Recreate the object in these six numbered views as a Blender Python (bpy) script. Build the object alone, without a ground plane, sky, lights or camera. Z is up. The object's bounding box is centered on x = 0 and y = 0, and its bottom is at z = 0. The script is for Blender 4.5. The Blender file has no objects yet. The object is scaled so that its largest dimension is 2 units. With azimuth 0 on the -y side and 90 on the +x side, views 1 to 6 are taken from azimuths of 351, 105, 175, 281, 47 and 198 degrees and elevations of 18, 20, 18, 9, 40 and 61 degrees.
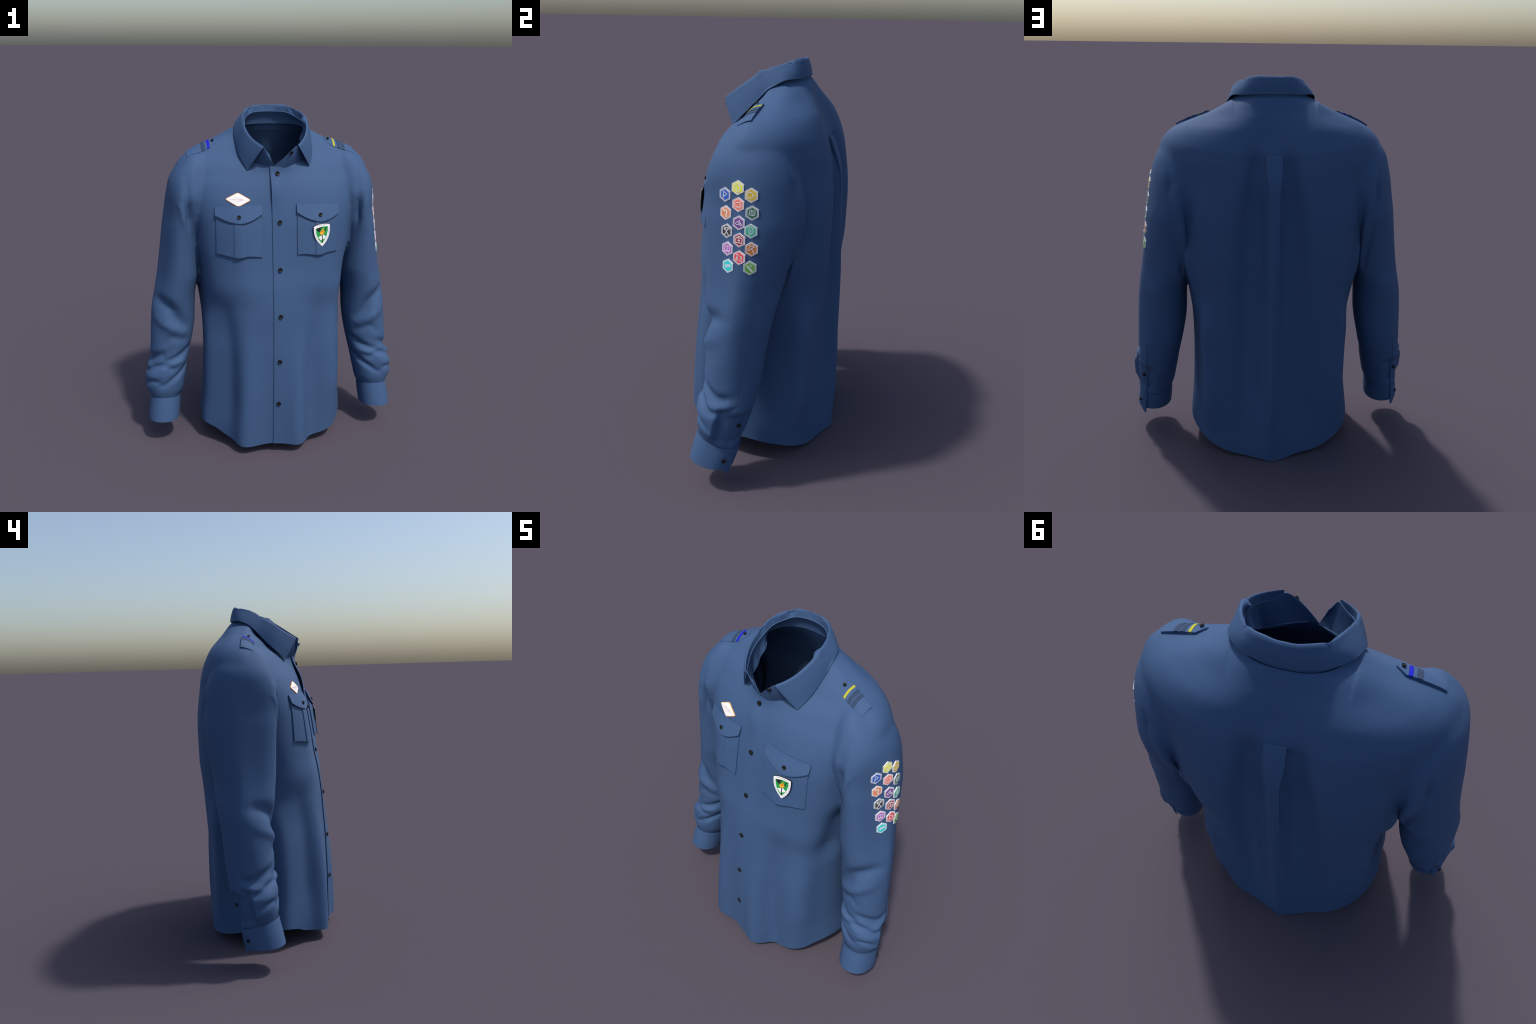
import bpy, bmesh, math, random
import numpy as np
from mathutils import Vector, Matrix, noise
from mathutils.bvhtree import BVHTree

random.seed(7)
RNG = np.random.RandomState(7)
VOXEL = 0.0065
CLOTH = 0.004          # cloth thickness


# ----------------------------------------------------------------- helpers
def pchip(xs, ys):
    """Monotone cubic through (xs, ys); xs increasing."""
    x, y = np.asarray(xs, float), np.asarray(ys, float)
    h, d = np.diff(x), np.diff(y) / np.diff(x)
    m = np.zeros_like(y)
    m[0], m[-1] = d[0], d[-1]
    for i in range(1, len(x) - 1):
        if d[i - 1] * d[i] > 0:
            a, b = 2 * h[i] + h[i - 1], h[i] + 2 * h[i - 1]
            m[i] = (a + b) / (a / d[i - 1] + b / d[i])

    def f(q):
        q = np.clip(np.asarray(q, float), x[0], x[-1])
        i = np.clip(np.searchsorted(x, q) - 1, 0, len(x) - 2)
        t = (q - x[i]) / h[i]
        return ((1 + 2 * t) * (1 - t) ** 2 * y[i] + t * (1 - t) ** 2 * h[i] * m[i]
                + t * t * (3 - 2 * t) * y[i + 1] + t * t * (t - 1) * h[i] * m[i + 1])
    return f


def table(rows):
    """rows sorted by first column (descending or ascending) -> list of pchip functions."""
    a = np.array(sorted(rows))
    return [pchip(a[:, 0], a[:, k]) for k in range(1, a.shape[1])]


def smooth(a, b, x):
    t = np.clip((np.asarray(x, float) - a) / (b - a), 0, 1)
    return t * t * (3 - 2 * t)


def gauss(x, s):
    return np.exp(-(np.asarray(x, float) / s) ** 2)


def catmull(points, n):
    """Smooth curve through points, resampled to n evenly spaced samples by chord parameter."""
    p = np.asarray(points, float)
    t = np.concatenate([[0], np.cumsum(np.linalg.norm(np.diff(p, axis=0), axis=1))])
    q = np.linspace(0, t[-1], n)
    return np.stack([pchip_smooth(t, p[:, k])(q) for k in range(p.shape[1])], 1)


def pchip_smooth(x, y):
    """Catmull-Rom (finite difference) cubic through (x, y)."""
    x, y = np.asarray(x, float), np.asarray(y, float)
    m = np.gradient(y, x)
    h = np.diff(x)

    def f(q):
        q = np.clip(np.asarray(q, float), x[0], x[-1])
        i = np.clip(np.searchsorted(x, q) - 1, 0, len(x) - 2)
        t = (q - x[i]) / h[i]
        return ((1 + 2 * t) * (1 - t) ** 2 * y[i] + t * (1 - t) ** 2 * h[i] * m[i]
                + t * t * (3 - 2 * t) * y[i + 1] + t * t * (t - 1) * h[i] * m[i + 1])
    return f


# --------------------------------------------------------------- materials
def new_material(name, colour, rough=0.8, spec=0.3, weave=0.0, vary=0.06, sheen=0.0):
    m = bpy.data.materials.new(name)
    m.use_nodes = True
    nt = m.node_tree
    bsdf = nt.nodes["Principled BSDF"]
    bsdf.inputs["Roughness"].default_value = rough
    bsdf.inputs["Specular IOR Level"].default_value = spec
    if sheen:
        bsdf.inputs["Sheen Weight"].default_value = sheen
        bsdf.inputs["Sheen Roughness"].default_value = 0.5
        bsdf.inputs["Sheen Tint"].default_value = (0.6, 0.75, 1.0, 1)
    coord = nt.nodes.new("ShaderNodeTexCoord")
    nz = nt.nodes.new("ShaderNodeTexNoise")
    nz.inputs["Scale"].default_value = 220.0
    nz.inputs["Detail"].default_value = 2.0
    nt.links.new(coord.outputs["Object"], nz.inputs["Vector"])
    ramp = nt.nodes.new("ShaderNodeValToRGB")
    c = np.array(colour[:3])
    ramp.color_ramp.elements[0].position = 0.3
    ramp.color_ramp.elements[1].position = 0.7
    ramp.color_ramp.elements[0].color = (*(c * (1 - vary)), 1)
    ramp.color_ramp.elements[1].color = (*np.minimum(c * (1 + vary), 1), 1)
    nt.links.new(nz.outputs["Fac"], ramp.inputs["Fac"])
    nt.links.new(ramp.outputs["Color"], bsdf.inputs["Base Color"])
    if weave:
        wave = nt.nodes.new("ShaderNodeTexWave")
        wave.bands_direction = "DIAGONAL"
        wave.inputs["Scale"].default_value = 160.0
        wave.inputs["Distortion"].default_value = 1.0
        nt.links.new(coord.outputs["Object"], wave.inputs["Vector"])
        bump = nt.nodes.new("ShaderNodeBump")
        bump.inputs["Strength"].default_value = weave
        bump.inputs["Distance"].default_value = 0.0006
        nt.links.new(wave.outputs["Fac"], bump.inputs["Height"])
        nt.links.new(bump.outputs["Normal"], bsdf.inputs["Normal"])
    return m


def srgb(r, g, b):
    f = lambda v: v / 12.92 if v <= 0.04045 else ((v + 0.055) / 1.055) ** 2.4
    return tuple(f(v / 255) for v in (r, g, b))


BLUE = (0.0450, 0.0925, 0.194)
M_CLOTH = new_material("blue_cotton", BLUE, 0.75, 0.25, weave=0.12, vary=0.03, sheen=0.0)
M_BUTTON = new_material("black_button", (0.008, 0.008, 0.009), 0.5, 0.25)
M_WHITE = new_material("white_thread", (0.76, 0.75, 0.77), 0.8, 0.2)
M_BLACK = new_material("black_thread", (0.018, 0.017, 0.019), 0.8, 0.2)


# ------------------------------------------------------------ scene objects
ROOT = bpy.data.objects.new("uniform_shirt", None)
bpy.context.collection.objects.link(ROOT)
ROOT["label"] = "blue long-sleeved uniform shirt with pockets, epaulettes and badges"
ROOT["category"] = "uniform shirt"


def add_object(name, mesh, parent, mats):
    ob = bpy.data.objects.new(name, mesh)
    bpy.context.collection.objects.link(ob)
    ob.parent = parent
    for m in (mats if isinstance(mats, (list, tuple)) else [mats]):
        if m.name not in [x.name for x in mesh.materials if x]:
            mesh.materials.append(m)
    return ob


def make_mesh(name, verts, faces, smooth_shade=True):
    me = bpy.data.meshes.new(name)
    me.from_pydata([tuple(map(float, v)) for v in verts], [], [tuple(map(int, f)) for f in faces])
    me.validate()
    me.polygons.foreach_set("use_smooth", [smooth_shade] * len(me.polygons))
    me.update()
    return me


def sharpen(me, angle=40):
    me.set_sharp_from_angle(angle=math.radians(angle))


def grid_faces(nu, nv, wrap_u=False, base=0, flip=False):
    out = []
    for i in range(nu if wrap_u else nu - 1):
        for j in range(nv - 1):
            a, b = i * nv + j, ((i + 1) % nu) * nv + j
            q = (base + a, base + b, base + b + 1, base + a + 1)
            out.append(q[::-1] if flip else q)
    return out


def slab(name, outer, inner, wrap_u=False, edge=40):
    """Closed sheet from two grids of points (nu, nv, 3): outer skin, inner skin and the rim between."""
    nu, nv, _ = outer.shape
    n = nu * nv
    V = np.concatenate([outer.reshape(-1, 3), inner.reshape(-1, 3)])
    F = grid_faces(nu, nv, wrap_u) + grid_faces(nu, nv, wrap_u, n, True)
    ring = []
    if wrap_u:
        for j, fl in ((0, False), (nv - 1, True)):
            for i in range(nu):
                a, b = i * nv + j, ((i + 1) % nu) * nv + j
                q = (a, a + n, b + n, b)
                F.append(q[::-1] if fl else q)
    else:
        ring += [i * nv for i in range(nu)]
        ring += [(nu - 1) * nv + j for j in range(1, nv)]
        ring += [i * nv + nv - 1 for i in range(nu - 2, -1, -1)]
        ring += [j for j in range(nv - 2, 0, -1)]
        for k in range(len(ring)):
            a, b = ring[k], ring[(k + 1) % len(ring)]
            F.append((a, a + n, b + n, b))
    me = make_mesh(name, V, F)
    bm = bmesh.new()
    bm.from_mesh(me)
    bmesh.ops.recalc_face_normals(bm, faces=bm.faces)
    bm.to_mesh(me)
    bm.free()
    sharpen(me, edge)
    return me


def grid_normals(P, wrap_u=False):
    if wrap_u:
        du = np.roll(P, -1, 0) - np.roll(P, 1, 0)
    else:
        du = np.gradient(P, axis=0)
    dv = np.gradient(P, axis=1)
    n = np.cross(du, dv)
    return n / np.maximum(np.linalg.norm(n, axis=2, keepdims=True), 1e-9)


# =========================================================== THE BODY FORM
# z, half width, front y, back y, centre y, front exponent
TORSO = [
    (-0.16, 0.450, -0.368, 0.384, 0.020, 2.15),
    (0.00, 0.450, -0.370, 0.386, 0.020, 2.15),
    (0.10, 0.448, -0.370, 0.387, 0.020, 2.15),
    (0.33, 0.430, -0.369, 0.387, 0.020, 2.15),
    (0.60, 0.423, -0.360, 0.387, 0.022, 2.2),
    (0.75, 0.426, -0.349, 0.390, 0.045, 2.3),
    (0.86, 0.436, -0.341, 0.392, 0.065, 2.4),
    (1.00, 0.456, -0.323, 0.396, 0.075, 2.5),
    (1.12, 0.473, -0.299, 0.400, 0.080, 2.65),
    (1.25, 0.488, -0.278, 0.400, 0.080, 2.85),
    (1.39, 0.502, -0.255, 0.394, 0.070, 3.0),
    (1.47, 0.515, -0.237, 0.387, 0.055, 2.9),
    (1.55, 0.545, -0.215, 0.374, 0.030, 2.2),
    (1.60, 0.565, -0.196, 0.361, 0.030, 1.75),
    (1.65, 0.565, -0.170, 0.344, 0.030, 1.4),
    (1.70, 0.540, -0.130, 0.322, 0.030, 1.35),
    (1.75, 0.480, -0.068, 0.299, 0.032, 1.35),
    (1.78, 0.402, -0.045, 0.282, 0.035, 1.35),
    (1.807, 0.324, -0.018, 0.266, 0.045, 1.4),
    (1.84, 0.260, 0.006, 0.242, 0.060, 1.6),
    (1.865, 0.220, 0.000, 0.226, 0.065, 1.9),
    (1.90, 0.180, -0.015, 0.197, 0.060, 2.0),
    (1.95, 0.155, -0.015, 0.165, 0.060, 2.0),
]
t_a, t_f, t_b, t_c, t_n = table(TORSO)

# z, outer x, inner x, front y, back y   (left sleeve; the right one is its mirror image)
SLEEVE = [
    (1.740, 0.480, 0.390, -0.044, 0.085),
    (1.70, 0.520, 0.370, -0.082, 0.140),
    (1.65, 0.564, 0.360, -0.112, 0.186),
    (1.58, 0.602, 0.360, -0.142, 0.232),
    (1.50, 0.624, 0.370, -0.162, 0.264),
    (1.40, 0.641, 0.400, -0.158, 0.278),
    (1.32, 0.653, 0.430, -0.152, 0.275),
    (1.25, 0.662, 0.435, -0.148, 0.262),
    (1.05, 0.690, 0.430, -0.143, 0.220),
    (0.97, 0.705, 0.445, -0.139, 0.203),
    (0.90, 0.715, 0.457, -0.136, 0.188),
    (0.75, 0.728, 0.464, -0.130, 0.160),
    (0.60, 0.738, 0.487, -0.130, 0.138),
    (0.50, 0.752, 0.507, -0.138, 0.116),
    (0.42, 0.764, 0.524, -0.150, 0.098),
    (0.35, 0.765, 0.540, -0.158, 0.076),
    (0.305, 0.762, 0.551, -0.158, 0.058),
    (0.275, 0.752, 0.564, -0.152, 0.047),
    (0.255, 0.744, 0.574, -0.148, 0.042),
    (0.18, 0.744, 0.578, -0.160, 0.036),
]
s_o, s_i, s_f, s_b = table(SLEEVE)
s_tilt = pchip([0.15, 0.25, 0.5, 0.8, 1.8], [-0.32, -0.30, -0.12, 0, 0])


hollow = pchip([0.0, 0.2, 0.75, 1.2, 1.5, 1.6, 1.70, 1.80, 1.90], [0, 0.0, 0.006, 0.020, 0.032, 0.042, 0.042, 0.028, 0.0])
ridge = pchip([-0.2, 0.0, 0.3, 1.35, 1.55, 1.65], [0.008, 0.009, 0.022, 0.022, 0.010, 0.0])
valley = pchip([-0.2, 0.0, 0.2, 0.5, 0.9, 1.3, 1.58, 1.645, 1.70], [0.018, 0.020, 0.034, 0.046, 0.054, 0.056, 0.038, 0.010, 0.0])
valley_c = pchip([0.0, 0.6, 1.2, 1.6], [0.145, 0.135, 0.115, 0.085])
valley_w = pchip([0.0, 0.6, 1.2, 1.6], [0.085, 0.075, 0.068, 0.045])


def torso_ring(z, th):
    a, f, b, c, n = (g(z) for g in (t_a, t_f, t_b, t_c, t_n))
    cs, sn = np.cos(th), np.sin(th)
    front = sn < 0
    p = np.where(front, n, 1.82 + 0.53 * smooth(0.1, 0.8, z) + 0.3 * smooth(0.9, 1.1, z) * smooth(1.5, 1.35, z) + 0.15 * smooth(1.6, 1.75, z))
    x = a * np.sign(cs) * np.abs(cs) ** (2 / p)
    y = c + np.where(front, c - f, b - c) * np.sign(sn) * np.abs(sn) ** 1.0
    # soft vertical flares in the skirt of the shirt
    low = smooth(1.15, 0.15, z)
    ang = np.degrees(th) % 360
    side_b = smooth(0.95, 0.68, z) * smooth(0.08, 0.35, z)
    fl = (0.054 * gauss(ang - 246, 9.5) * smooth(1.10, 0.05, z)
          - 0.012 * gauss(ang - 229, 8) * smooth(1.05, 0.7, z) * smooth(0.1, 0.4, z)
          + 0.036 * gauss(ang - 206, 11) * smooth(1.20, 0.45, z)
          + (0.040 * gauss(ang - 318, 13) * (1 - 0.7 * smooth(0.40, 0.05, z)) - 0.028 * gauss(ang - 297, 9)) * smooth(1.20, 0.45, z)
          + 0.041 * gauss(ang - 281, 9) * smooth(1.0, 0.05, z)
          + (0.044 * gauss(ang - 41, 9) - 0.010 * gauss(ang - 15, 12)) * side_b
          + (0.036 * gauss(ang - 144, 8.5) - 0.020 * gauss(ang - 167, 10)) * side_b
          - 0.032 * (gauss(ang - 339, 13) + 0.5 * gauss(ang - 201, 13)) * smooth(0.75, 0.92, z) * smooth(1.24, 1.08, z)
          + 0.012 * (gauss(ang - 313, 17) + gauss(ang - 227, 17)) * smooth(0.85, 1.0, z) * smooth(1.55, 1.40, z))
    chest = 0.014 * gauss(np.abs(x) - 0.215, 0.085) * smooth(0.88, 1.05, z) * smooth(1.50, 1.36, z)
    y = y - np.where(front, chest, 0)
    # hollow of the spine with the deep folds beside the box pleat
    xr = x - 0.012
    ax_ = np.abs(xr)
    fl_b = -hollow(z) * gauss(xr, 0.13) - valley(z) * gauss(ax_ - valley_c(z), valley_w(z)) + ridge(z) * gauss(xr - 0.005, 0.024) - 0.018 * gauss(ax_ - 0.062, 0.022) * smooth(0.15, 0.5, z) * smooth(1.55, 1.38, z)
    k = 1 + fl / np.maximum(np.hypot(x, y), 0.1)
    x, y = x * k, y * k
    y = y + np.where(sn > 0, fl_b * np.abs(sn), 0)
    neck = float(pchip([1.55, 1.60, 1.65, 1.70, 1.75, 1.80, 1.95], [0, 0.002, 0.012, 0.050, 0.095, 0.120, 0.120])(z))
    y = y - np.where(sn < 0, neck * gauss(x - 0.006, 0.10) * np.abs(sn), 0)
    x = x - np.where(x < 0, 0.014 * smooth(1.74, 1.80, z) * smooth(1.90, 1.85, z) * np.abs(cs), 0)
    return x + 0.006, y


# creases of the sleeve: depth, half width (m), then points (degrees round the sleeve, height);
# 0 degrees is the outer side, 90 the front, 180 the inner side
CREASES = [
    (0.022, 0.038, [(20, 0.895), (40, 0.888), (60, 0.872), (84, 0.835), (105, 0.765), (127, 0.70)]),
    (0.007, 0.024, [(140, 0.63), (108, 0.655), (83, 0.665), (66, 0.610)]),
    (0.014, 0.022, [(160, 0.585), (124, 0.548), (96, 0.518), (70, 0.510)]),
    (0.015, 0.018, [(108, 0.452), (78, 0.480), (45, 0.464), (18, 0.440), (-10, 0.456), (-30, 0.474)]),
    (0.015, 0.018, [(172, 0.485), (132, 0.430), (109, 0.390), (86, 0.350), (72, 0.343)]),
    (0.020, 0.027, [(78, 0.560), (60, 0.545), (38, 0.526), (7, 0.506), (-16, 0.520)]),
    (0.008, 0.014, [(76, 0.366), (45, 0.376), (8, 0.345)]),
    (-0.010, 0.030, [(130, 0.690), (95, 0.725), (60, 0.760), (30, 0.80)]),
    (-0.008, 0.022, [(40, 0.470), (10, 0.474), (-20, 0.492)]),
    (-0.009, 0.020, [(140, 0.500), (100, 0.487), (70, 0.440)]),
    (-0.006, 0.020, [(20, 0.400), (60, 0.410), (90, 0.420)]),
]
CREASES = [(d, w, catmull(p, 24)) for d, w, p in CREASES]
R_SLEEVE = 0.12


def wrinkle_field(z, phi):
    deg = (np.degrees(phi) + 150) % 360 - 150
    out = np.zeros_like(deg)
    for depth, width, pts in CREASES:
        q = np.stack([np.radians(pts[:, 0]) * R_SLEEVE, pts[:, 1]], 1)
        p = np.stack([np.radians(deg) * R_SLEEVE, z], 1)
        best = np.full(len(deg), 9.0)
        at = np.zeros(len(deg))
        for k in range(len(q) - 1):
            s = q[k + 1] - q[k]
            t = np.clip(((p - q[k]) @ s) / (s @ s), 0, 1)
            d = np.linalg.norm(p - q[k] - t[:, None] * s, axis=1)
            at = np.where(d < best, (k + t) / (len(q) - 1), at)
            best = np.minimum(best, d)
        fade = 0.25 + 0.75 * np.sin(np.pi * np.clip(at, 0, 1)) ** 0.6
        out -= depth * fade * gauss(best, width)
    # the tuck beside the sleeve placket: full cloth in front of it, flat cloth behind
    tuck = smooth(-3, 6, deg) * smooth(105, 20, deg) * smooth(0.290, 0.335, z) * smooth(0.490, 0.43, z)
    out += 0.013 * tuck
    out -= 0.021 * smooth(4, -8, deg) * smooth(-100, -70, deg) * smooth(0.270, 0.31, z) * smooth(0.47, 0.42, z)
    # low uneven rumples towards the cuff
    out += 0.004 * np.sin(np.radians(deg) * 2 + 9 * z) * smooth(0.75, 0.45, z) * smooth(0.27, 0.33, z)
    return out


WR_Z, WR_P = np.linspace(0.15, 1.75, 401), np.linspace(0, 2 * np.pi, 241)
zz_, pp_ = np.meshgrid(WR_Z, WR_P, indexing="ij")
WR = np.zeros_like(zz_)
m_ = zz_ < 1.05
WR[m_] = wrinkle_field(zz_[m_], pp_[m_])


def sleeve_wrinkle(z, phi):
    """Bilinear look-up in the crease field."""
    a = np.clip((z - WR_Z[0]) / (WR_Z[1] - WR_Z[0]), 0, 399.999)
    b = (np.asarray(phi) % (2 * np.pi)) / (WR_P[1] - WR_P[0])
    b = np.clip(b, 0, 239.999)
    i, j = int(a), b.astype(int)
    u, w = a - i, b - j
    return (WR[i, j] * (1 - u) * (1 - w) + WR[i + 1, j] * u * (1 - w) + WR[i, j + 1] * (1 - u) * w + WR[i + 1, j + 1] * u * w)


def loft_mesh(rings):
    n = rings[0].shape[0]
    V = np.concatenate(rings)
    m = len(rings)
    F = []
    for i in range(m - 1):
        for j in range(n):
            k = (j + 1) % n
            F.append((i * n + j, i * n + k, (i + 1) * n + k, (i + 1) * n + j))
    c0, c1 = len(V), len(V) + 1
    V = np.concatenate([V, rings[0].mean(0, keepdims=True), rings[-1].mean(0, keepdims=True)])
    for j in range(n):
        k = (j + 1) % n
        F.append((c0, k, j))
        F.append((c1, (m - 1) * n + j, (m - 1) * n + k))
    return V, F


def torso_solid():
    th = np.linspace(0, 2 * np.pi, 240, endpoint=False)
    rings = []
    for z in np.concatenate([np.linspace(-0.15, 1.5, 130), np.linspace(1.51, 1.95, 60)]):
        x, y = torso_ring(z, th)
        rings.append(np.stack([x, y, np.full_like(x, z)], 1))
    return loft_mesh(rings)


def sleeve_ring(z, phi, side):
    o, i, f, b = (g(z) for g in (s_o, s_i, s_f, s_b))
    if side < 0:
        b = b - 0.010 * smooth(0.9, 1.05, z) * smooth(1.5, 1.4, z)
        o = o - 0.010 * smooth(0.80, 0.98, z) * smooth(1.64, 1.52, z)
    cx, cy, rx, ry = (o + i) / 2, (f + b) / 2, (o - i) / 2, (b - f) / 2
    cs, sn = np.cos(phi), np.sin(phi)
    p = np.where(cs > 0, 2.15 - 0.40 * smooth(0.55, 0.85, z) + 0.40 * smooth(1.38, 1.62, z), np.where(sn < 0, 2.15 + 1.2 * smooth(0.9, 1.1, z), 2.15))
    deg = (np.degrees(phi) + 180) % 360 - 180
    w = 1 + (sleeve_wrinkle(z, phi) - (0.008 - 0.008 * smooth(0.95, 1.1, z)) * gauss(deg + 42, 30) * smooth(0.35, 0.6, z) * smooth(1.45, 1.2, z)
             - 0.011 * gauss(deg - 30, 26) * smooth(0.85, 1.0, z) * smooth(1.60, 1.36, z)) / 0.12
    x = cx + rx * w * np.sign(cs) * np.abs(cs) ** (2 / p)
    x = x - 0.028 * np.where(sn < 0, sn * sn, 0) * smooth(0.85, 1.1, z) * smooth(1.68, 1.55, z)
    y = cy - ry * w * np.sign(sn) * np.abs(sn) ** (2 / p)
    zz = z + s_tilt(z) * (y - cy)
    return np.stack([side * x, y, zz], 1)


def sleeve_solid(side):
    phi = np.linspace(0, 2 * np.pi, 160, endpoint=False)
    zs = np.concatenate([np.linspace(0.19, 0.7, 110), np.linspace(0.705, 1.74, 125)])
    V, F = loft_mesh([sleeve_ring(z, phi, side) for z in zs])
    if side > 0:
        F = [f[::-1] for f in F]
    return V, F


def fused_form():
    VV, FF, n = [], [], 0
    for V, F in (torso_solid(), sleeve_solid(1), sleeve_solid(-1)):
        VV.append(V)
        FF += [tuple(i + n for i in f) for f in F]
        n += len(V)
    me = make_mesh("form", np.concatenate(VV), FF)
    bm = bmesh.new(); bm.from_mesh(me)
    bmesh.ops.recalc_face_normals(bm, faces=bm.faces)
    bm.to_mesh(me); bm.free()
    ob = bpy.data.objects.new("form", me)
    bpy.context.collection.objects.link(ob)
    md = ob.modifiers.new("r", "REMESH")
    md.mode, md.voxel_size, md.adaptivity = "VOXEL", VOXEL, 0
    ev = ob.evaluated_get(bpy.context.evaluated_depsgraph_get())
    out = bpy.data.meshes.new_from_object(ev)
    bpy.data.objects.remove(ob)
    return out


def edge_array(me):
    e = np.empty(len(me.edges) * 2, np.int32)
    me.edges.foreach_get("vertices", e)
    return e.reshape(-1, 2)


def get_co(me):
    v = np.empty(len(me.vertices) * 3)
    me.vertices.foreach_get("co", v)
    return v.reshape(-1, 3)


def relax(co, e, weight, times, lam=0.5, mu=0.0):
    n = len(co)
    deg = np.bincount(e.ravel(), minlength=n).astype(float)[:, None]
    for _ in range(times):
        for k in (lam, mu):
            if k:
                s = np.stack([np.bincount(e[:, 0], co[e[:, 1], c], n) + np.bincount(e[:, 1], co[e[:, 0], c], n) for c in range(3)], 1)
                co = co + (k * weight)[:, None] * (s / deg - co)
    return co


x_armhole = pchip([0.0, 0.80, 0.90, 1.0, 1.1, 1.2, 1.3, 1.4, 1.5, 1.6, 1.7, 1.8], [0.47, 0.449, 0.450, 0.460, 0.471, 0.482, 0.491, 0.496, 0.496, 0.494, 0.490, 0.49])


def armhole_field(co):
    """>0 on the sleeve side of the armhole seam / gap."""
    return np.abs(co[:, 0] - 0.0) - x_armhole(co[:, 2])


hem_z = pchip([-180, -160, -150, -140, -130, -120, -112, -90, -75, -60, -40, -30, -20, 0, 20, 35, 46, 60, 72, 90, 107, 125, 136, 150, 165, 180],
              [.125, .126, .112, .082, .068, .058, .057, .063, .056, .052, .072, .092, .116, .126, .092, .052, .032, .016, .009, .000, .015, .028, .040, .060, .092, .125])


def hem_field(co):
    return co[:, 2] - hem_z(np.degrees(np.arctan2(co[:, 1], co[:, 0])))


neck_z = pchip([-0.35, -0.2, -0.180, -0.1, -0.05, 0.0, 0.04, 0.07, 0.11, 0.18, 0.35], [1.62, 1.682, 1.688, 1.716, 1.764, 1.822, 1.866, 1.884, 1.892, 1.894, 1.900])


def neck_field(co):
    return neck_z(co[:, 1]) - co[:, 2] + 10 * smooth(0.26, 0.30, np.abs(co[:, 0]))


CUFF_TOP = np.array([0.657, -0.054, 0.262])
CUFF_END = np.array([0.671, -0.087, 0.140])


def cuff_field(co):
    q = co * np.array([np.nan, 1, 1])
    q[:, 0] = np.abs(co[:, 0])
    ax = np.array([0.05, -0.30, -1.0]); ax /= np.linalg.norm(ax)
    return -((q - (CUFF_TOP + 0.02 * ax)) @ ax)


# ---------------------------------------------- cutting along a scalar field
def cut(bm, field, touch):
    """Split faces along field == 0 (only where touch(co) is true) by splitting edges there."""
    bm.verts.ensure_lookup_table()
    co = np.array([v.co[:] for v in bm.verts])
    f = field(co)
    t = touch(co)
    bm.verts.index_update()
    bm_verts = list(bm.verts)
    new = []
    edges = list(bm.edges)
    ev = np.array([(e.verts[0].index, e.verts[1].index) for e in edges])
    fa, fb = f[ev[:, 0]], f[ev[:, 1]]
    k = np.abs(fa) / np.maximum(np.abs(fa) + np.abs(fb), 1e-12)
    for i in np.where(t[ev[:, 0]] & t[ev[:, 1]] & (fa * fb < 0) & (k > 0.08) & (k < 0.92))[0]:
        e = edges[i]
        _, v = bmesh.utils.edge_split(e, bm_verts[ev[i, 0]], float(k[i]))
        new.append(v)
    bm.verts.index_update()
    bm.verts.ensure_lookup_table()
    on = set(new)
    co2 = np.array([v.co[:] for v in bm.verts])
    f2 = np.abs(field(co2))
    t2 = touch(co2)
    for i in np.where((f2 < 0.085 * VOXEL) & t2)[0]:
        on.add(bm.verts[i])
    faces = {fc for v in on for fc in v.link_faces}
    for fc in faces:
        hit = [v for v in fc.verts if v in on]
        if len(hit) >= 2:
            try:
                if len(hit) == 2:
                    if not any(set(e.verts) == set(hit) for e in fc.edges):
                        bmesh.utils.face_split(fc, hit[0], hit[1])
                elif len(hit) >= 3:
                    for p in range(len(hit)):
                        q = hit[(p + 1) % len(hit)]
                        if hit[p] in fc.verts and q in fc.verts and not any(set(e.verts) == {hit[p], q} for e in fc.edges):
                            bmesh.utils.face_split(fc, hit[p], q)
                            break
            except ValueError:
                pass
    return bm


X_EDGE = -0.035
LAP = 0.055

form = fused_form()
co, E = get_co(form), edge_array(form)
co = relax(co, E, np.ones(len(co)), 4, 0.5, -0.52)
# blend the shoulder: both forms meet there in a crease that cloth would round off
arm = armhole_field(co)
w = gauss(arm, 0.10) * smooth(1.22, 1.36, co[:, 2]) * smooth(0.30, 0.40, np.abs(co[:, 0]))
co = relax(co, E, w, 30, 0.6)
w = smooth(1.36, 1.50, co[:, 2]) * smooth(0.46, 0.54, np.abs(co[:, 0]))
co = relax(co, E, w, 40, 0.6, -0.55)
w = smooth(1.5, 1.62, co[:, 2]) * 0.6
co = relax(co, E, w, 16, 0.6)

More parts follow.
